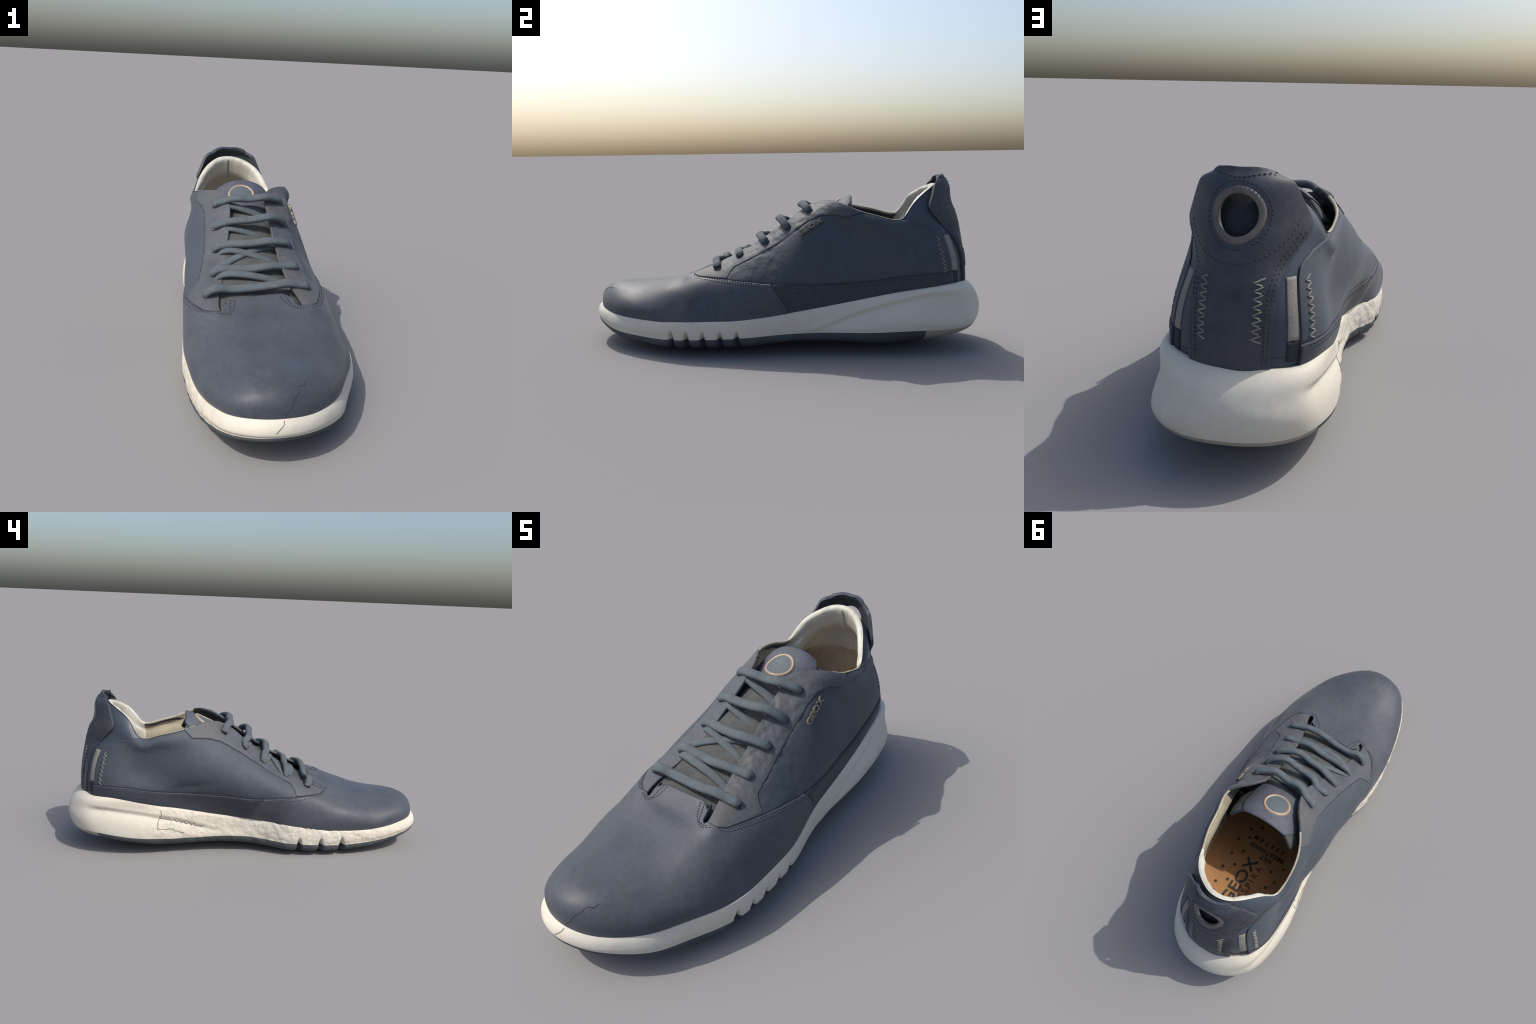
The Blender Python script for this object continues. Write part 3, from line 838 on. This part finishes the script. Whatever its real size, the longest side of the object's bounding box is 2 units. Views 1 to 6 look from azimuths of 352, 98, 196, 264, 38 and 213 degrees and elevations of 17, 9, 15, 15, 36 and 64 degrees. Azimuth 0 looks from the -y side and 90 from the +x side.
for side in (1, -1):
    D = UP[side]; items = []
    a, Vv, nn = D['a'], D['V'], D['n']
    i0, i1 = iu(U_CUT), iu(U_EDGE-.05)
    # double row on the vamp/foxing edge, below C1
    for dist in (.010, .022):
        path = []; nor = []
        for i in range(i0, i1):
            col = Vv[i, :N1+1]; s = np.r_[0, np.cumsum(np.linalg.norm(np.diff(col[::-1], axis=0), axis=1))]
            path.append([np.interp(dist, s, col[::-1, k]) for k in range(3)])
        items += along(side, A(path), .0135, 0)
    par = PANEL[side]['fox']
    stitch_field("seam_stitching", items, M_STITCH, par, .0095, .0058, .0022)
    # single row along eyestay / quarter line
    path = []
    for i in range(iu(4.9), iu(8.0 if side > 0 else 7.75)):
        col = Vv[i, N1+N2:]; s = np.r_[0, np.cumsum(np.linalg.norm(np.diff(col, axis=0), axis=1))]
        path.append([np.interp(.006, s, col[:, k]) for k in range(3)])
    stitch_field("seam_stitching", along(side, A(path), .0105), M_STITCH, PANEL[side]['eyestay'], .008, .0035, .0016)
    # collar edge row
    path = []
    for i in range(iu(7.9), iu(9.75)):
        j = N1+N2 if US[i] > 8.9 else a.shape[1]-1
        col = Vv[i, :j+1][::-1]; s = np.r_[0, np.cumsum(np.linalg.norm(np.diff(col, axis=0), axis=1))]
        path.append([np.interp(.012, s, col[:, k]) for k in range(3)])
    stitch_field("seam_stitching", along(side, A(path), .013), M_STITCH, PANEL[side]['quarter'], .009, .0038, .0016)
    # slanting vamp/foxing seam
    top = A([0, -.005 if side > 0 else -.068, .345]); botm = A([0, .07 if side > 0 else .012, .235 if side > 0 else .225])
    items = []
    for dy in (.012,):
        pth = []
        for t in np.linspace(0, 1, 14):
            q = top*(1-t)+botm*t; q[0] = .29*side if side > 0 else -.345; q[1] += dy
            pth.append(pt_on(side, q)[0])
        items += along(side, A(pth), .0125)
    stitch_field("seam_stitching", items, M_STITCH, par, .0095, .005, .002)

    items = []
    for da in (0, .022):
        ctl = [(4.22, .875+da), (4.08, .866+da), (3.95, .858+da*.6), (3.87-da*2, .842), (3.85-da*3, .818), (3.88-da*2, .79-da*.5), (3.96, .76-da)]
        cu_ = smooth_path([(u, a_, 0) for u, a_ in ctl], 30)
        pth, nn_ = with_normals(cu_[:, 0], cu_[:, 1:2], side)
        q = resample(pth[:, 0]+nn_[:, 0]*.0047, .0125)
        for i in range(len(q)-1):
            k = int(np.linalg.norm(pth[:, 0]-q[i], axis=1).argmin()); items.append((q[i], q[i+1]-q[i], nn_[k, 0]))
    stitch_field("seam_stitching", items, M_STITCH, vamp, .0095, .0055, .0022)

# counter stitching: round the ring, arcs below it, double rows along both edges
items = []
def cpath(pts, step, lift=.0005):
    q = resample(A([(x, 0, z) for x, z in pts]), step); r = []
    for i in range(len(q)-1):
        p, n = counter_pt(q[i][0], q[i][2], lift); p2, _ = counter_pt(q[i+1][0], q[i+1][2], lift)
        r.append((p, p2-p, n))
    return r
items += cpath([(HC[0]+.088*math.cos(t), HC[2]+.088*math.sin(t)) for t in np.linspace(0, 2*math.pi, 60)], .0125)
items += cpath([(XC+.160*math.sin(t), .742-.135*math.cos(t)) for t in np.linspace(-1.35, 1.35, 40)], .0125)
for inset in (.010, .021):
    for s in (-1, 1):
        items += cpath([(XC+s*(np.interp(z, zz, w_)-inset), z) for z in np.linspace(.34, .69, 50)], .0125)
items += cpath([(XC+t, .838-.01*math.exp(-(t/.05)**2)) for t in np.linspace(-.09, .09, 20)], .0125)
stitch_field("seam_stitching", items, M_STITCH, counter, .009, .0045, .0018)

# pale zig-zag threads: two on the counter, one on each quarter
def zigzag(ptfn, z0, z1, n, amp, parent):
    pts = []
    for k in range(n+1):
        z = z0+(z1-z0)*k/n
        pts.append(ptfn(z, amp*(1 if k % 2 else -1)))
    fine = []
    for i in range(n):
        for t in np.linspace(0, 1, 5)[:-1]: fine.append(pts[i]*(1-t)+pts[i+1]*t)
    fine.append(pts[-1])
    return tube("zigzag_thread", fine,   .0027, M_ZIG, parent, n=6)
for s in (-1, 1):
    zigzag(lambda z, o: counter_pt(XC+s*.075+o, z, .001)[0], .57, .40, 16, .0135, counter)
for side in (1, -1):
    def qp(z, o):
        t = (.557-z)/(.557-.388)
        base = A([-.277-.016*t, .770+.027*t, z]) if side < 0 else A([.093+.014*t, .772+.030*t, z])
        p, n = pt_on(side, base+A([0, o, 0]), .001)
        q = base+A([0, o, 0]); return q-n*np.dot(q-p, n)
    zigzag(qp, .560, .388, 16, .013, PANEL[side]['quarter'])

# elastic tapes between counter and quarter
for side in (1, -1):
    ur = np.linspace(9.94, 10.10, 10); zr = np.linspace(.395, .565, 16)
    P, n = with_normals(ur, np.tile(np.linspace(0, .8, 120), (len(ur), 1)), side)
    V = []
    for i in range(len(ur)):
        for z in zr:
            k = int(np.abs(P[i][:, 2]-z).argmin())
            V.append(P[i, k]+n[i, k]*(-.0035+.0015*math.sin(math.pi*i/9)))
    V = A(V); idx = np.arange(len(V)).reshape(len(ur), len(zr))
    ob = mesh_obj("elastic_tape", V, quads(idx), M_ELAS); recalc(ob)
    if sum(p.normal.y for p in ob.data.polygons) < 0: ob.data.flip_normals()
    solidify(ob, .004, -1)
    zr = np.linspace(.335, .394, 6); V = []
    for i in range(len(ur)):
        for z in zr:
            k = int(np.abs(P[i][:, 2]-z).argmin()); V.append(P[i, k]+n[i, k]*-.003)
    V = A(V); idx = np.arange(len(V)).reshape(len(ur), len(zr))
    ob2 = mesh_obj("dark_patch", V, quads(idx), M_DARK, ob); recalc(ob2)
    if sum(p.normal.y for p in ob2.data.polygons) < 0: ob2.data.flip_normals()
    solidify(ob2, .003, -1)

# ------------------------------------------------------------------ tongue
TY = [-.50, -.40, -.30, -.20, -.10, 0, .10, .20, .27, .33, .36]
TZ = [.318, .350, .396, .450, .513, .573, .632, .676, .707, .735, .746]
TX = [-.04, -.04, -.05, -.055, -.06, -.062, -.060, -.058, -.058, -.060, -.060]
TW = [.21, .20, .185, .175, .168, .165, .165, .172, .182, .18, .17]
ty = np.linspace(-.50, .36, 80)
tz, tx, tw = (spline(TY, A(q), ty)[:, 0] for q in (TZ, TX, TW))
def tongue_pt(x, y, lift=0):
    zc, xc, w = np.interp(y, ty, tz), np.interp(y, ty, tx), np.interp(y, ty, tw)
    s = (x-xc)/w
    z = zc-(.018+.037*float(sstep(-.3, .05, y))+.035*float(sstep(.12, .32, y)))*abs(s)**2.4*w/.14
    sl = (np.interp(y+.02, ty, tz)-np.interp(y-.02, ty, tz))/.04
    n = unit(A([.055*2.2*abs(s)**1.2*np.sign(s)/w*w/.14, -sl, 1.]))
    return A([x, y, z])+n*lift
V = []
for k in range(len(ty)):
    for s in np.linspace(-1, 1, 31):
        yy = ty[k]+.05*max(0, abs(s)-.55)*float(sstep(.25, .36, ty[k]))-.03*float(sstep(.25, .36, ty[k]))*(1-s*s)
        V.append(tongue_pt(tx[k]+s*tw[k], yy))
idx = np.arange(len(V)).reshape(len(ty), 31)
tongue = mesh_obj("tongue", A(V), quads(idx), M_TONGB); recalc(tongue)
if sum(p.normal.z for p in tongue.data.polygons) < 0: tongue.data.flip_normals()
solidify(tongue, .02, -1, .006)
# leather patch on the tongue end
py = np.linspace(.155, .362, 24)
V = []
for k, y in enumerate(py):
    w = np.interp(y, [.155, .20, .30, .335, .362], [.135, .14, .142, .128, .105])
    for s in np.linspace(-1, 1, 31):
        x = -.07+s*w
        V.append(tongue_pt(x, min(y, .35), .006)+A([0, max(0, y-.35), -.3*max(0, y-.35)]))
idx = np.arange(len(V)).reshape(len(py), 31)
patch = mesh_obj("tongue_patch", A(V), quads(idx), M_TONG, tongue); recalc(patch)
if sum(p.normal.z for p in patch.data.polygons) < 0: patch.data.flip_normals()
solidify(patch, .010, -1, .003)
RC = (-.072, .250)
band_ring("badge_ring", .051, .066, .009, M_RING, tongue, lambda x, y, h: tongue_pt(RC[0]+x, RC[1]+y*.9, h+.005))
V = [tongue_pt(RC[0], RC[1], .009)]
for r in (.02, .04, .053):
    for t in range(32):
        V.append(tongue_pt(RC[0]+r*math.cos(t*math.pi/16), RC[1]+.9*r*math.sin(t*math.pi/16), .0105-.02*r))
F = [(0, 1+t, 1+(t+1) % 32) for t in range(32)]
for q in range(2):
    for t in range(32):
        F.append((1+q*32+t, 33+q*32+t, 33+q*32+(t+1) % 32, 1+q*32+(t+1) % 32))
badge = mesh_obj("badge", A(V), F, M_BADGE, tongue); recalc(badge)
items = []
q = resample(A([tongue_pt(x, y, .0065) for x, y in [(-.20, .27), (-.19, .325), (-.15, .347), (-.07, .352), (.01, .347), (.045, .325), (.06, .27)]]), .012)
for i in range(len(q)-1): items.append((q[i], q[i+1]-q[i], A([0, -.3, 1])))
stitch_field("seam_stitching", items, M_STITCH, patch, .007, .003, .0015)

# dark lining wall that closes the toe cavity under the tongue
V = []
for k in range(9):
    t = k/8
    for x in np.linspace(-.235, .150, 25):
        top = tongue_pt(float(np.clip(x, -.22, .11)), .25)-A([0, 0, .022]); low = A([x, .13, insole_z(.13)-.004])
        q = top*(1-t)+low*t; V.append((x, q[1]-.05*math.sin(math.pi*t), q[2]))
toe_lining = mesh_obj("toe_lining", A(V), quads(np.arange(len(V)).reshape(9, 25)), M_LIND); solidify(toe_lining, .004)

# ------------------------------------------------------------------ laces
HPOS = {1: [(.162,-.293,.408),(.131,-.183,.458),(.111,-.058,.523),(.104,.054,.601),(.093,.160,.676)],
        -1: [(-.259,-.313,.388),(-.229,-.199,.439),(-.213,-.072,.509),(-.202,.040,.579),(-.198,.148,.660)]}
UPV = unit(A([0, -.5, .87]))
BAR = [  # centre lines of the five bars, inner side to outer side
 [(-.221,-.330,.417),(-.178,-.321,.414),(-.134,-.319,.413),(-.091,-.320,.417),(-.048,-.324,.423),(-.005,-.326,.430),(.038,-.325,.436),(.082,-.320,.441),(.130,-.308,.431)],
 [(-.193,-.203,.463),(-.147,-.207,.464),(-.101,-.208,.465),(-.055,-.210,.468),(-.011,-.214,.476),(.036,-.211,.482),(.084,-.199,.478)],
 [(-.178,-.080,.533),(-.139,-.091,.543),(-.099,-.099,.547),(-.058,-.101,.550),(-.019,-.106,.557),(.022,-.106,.563),(.066,-.093,.559)],
 [(-.169,.030,.607),(-.134,.008,.623),(-.095,.001,.629),(-.056,.000,.633),(-.018,-.003,.640),(.020,-.005,.648),(.062,.008,.647)],
 [(-.164,.133,.689),(-.131,.113,.704),(-.093,.107,.709),(-.055,.112,.707),(-.018,.108,.712),(.019,.107,.718),(.058,.122,.714)]]
for i in range(5):
    l, r = A(HPOS[-1][i]), A(HPOS[1][i])
    pl, nl = pt_on(-1, l); prr, nr_ = pt_on(1, r)
    pts = [pl-nl*.024+A([.006, 0, 0]), pl+nl*.008]+[A(p)-UPV*.004 for p in BAR[i]]+[prr+nr_*.008, prr-nr_*.024+A([-.006, 0, 0])]
    path = smooth_path(pts, 64)
    ups = np.tile(UPV, (64, 1))
    t = np.linspace(0, 1, 64)[:, None]
    ups = unit(ups+nl*.9*np.exp(-(t/.14)**2)+nr_*.9*np.exp(-((1-t)/.14)**2))
    V, F = sweep(path, .040, .027, ups, 14)
    ob = mesh_obj("lace", V, F, M_LACE); recalc(ob)
# crossing runs underneath: inner hole of the next pair down to the outer hole of this one
for i in range(4):
    l, r = A(HPOS[-1][i+1]), A(HPOS[1][i])
    pts = [l+A([.01, .0, -.03]), l+A([.06, -.03, .006]), l*.58+r*.42+A([0, -.002, .017]), l*.32+r*.68+A([0, .016, .004]), r+A([-.04, .025, -.025])]
    V, F = sweep(smooth_path(pts, 40), .036, .020, UPV, 12)
    recalc(mesh_obj("lace", V, F, M_LACE))
    if i != 1: continue
    l2, r2 = A(HPOS[-1][i]), A(HPOS[1][i+1])
    yy = lambda p, q, t: (p*(1-t)+q*t)
    pts = []
    for t in (0, .2, .4, .6, .8, 1):
        p = l2*(1-t)+r2*t; tp = tongue_pt(p[0], p[1]+.02, .004)
        pts.append(tp)
    V, F = sweep(smooth_path(pts, 36), .034, .017, UPV, 12)
    recalc(mesh_obj("lace", V, F, M_LACE))

# ------------------------------------------------------------------ raised letters on the outer quarter
g, x_ = A([.174, .116, .571]), A([.158, .219, .636])
ctr = (g+x_)/2; du = unit(x_-g); _, nq = pt_on(1, ctr); nq = unit(nq-du*np.dot(nq, du)); dv = np.cross(nq, du)
if dv[2] < 0: dv = -dv
pc, _ = pt_on(1, ctr)
def lf(c):
    q = pc+du*c.x*1.42+dv*c.y*.95+nq*(c.z+.005)
    return Vector(q)
text_mesh("raised_lettering", "GEOX", .033, .004, M_METAL, lf, PANEL[1]['quarter'], 1.0, .0012)

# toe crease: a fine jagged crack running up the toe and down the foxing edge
pts = [(-.02,-.966,.200),(.005,-.955,.225),(.012,-.94,.245),(.03,-.925,.258),(.035,-.905,.272),(.058,-.895,.274),(.063,-.875,.283)]
q = resample(A(pts), .004); pth = []
for k, p in enumerate(q):
    pp, n = pt_on(1, p); pth.append(p-n*np.dot(p-pp, n)+n*.0002+A([.0012*math.sin(k*1.9), 0, 0]))
tube("crease_line", pth, .0012, M_CRACK, vamp, n=5)
def sole_line(pts, r, mat, jag=0):
    SF = SV[:, :KD].reshape(-1, 3); NF = np.repeat(nrm, KD, 0); q = resample(A(pts), .006); out = []
    for k, p in enumerate(q):
        p = p+A([0, jag*math.sin(k*2.1), jag*math.cos(k*1.37)])
        j = int(np.linalg.norm(SF-p, axis=1).argmin()); out.append(SF[j]+NF[j]*.0006)
    out = A(out); out[1:-1] = (out[:-2]+2*out[1:-1]+out[2:])/4
    return tube("crease_line", out, r, mat, midsole, n=5)
sole_line([(-.02,-.975,.186),(-.022,-.985,.175),(-.04,-.995,.160),(-.052,-.998,.148)], .0014, M_SEAM)
sole_line([(-.31,.49,.212),(-.31,.44,.200),(-.305,.38,.186),(-.30,.32,.168),(-.29,.25,.150)], .0022, M_SEAM, .005)
sole_line([(-.315,.482,.250),(-.315,.478,.223),(-.315,.500,.185),(-.315,.500,.150),(-.315,.463,.146),(-.315,.427,.150),(-.315,.391,.134),(-.315,.351,.121)], .0018, M_SEAM, .004)
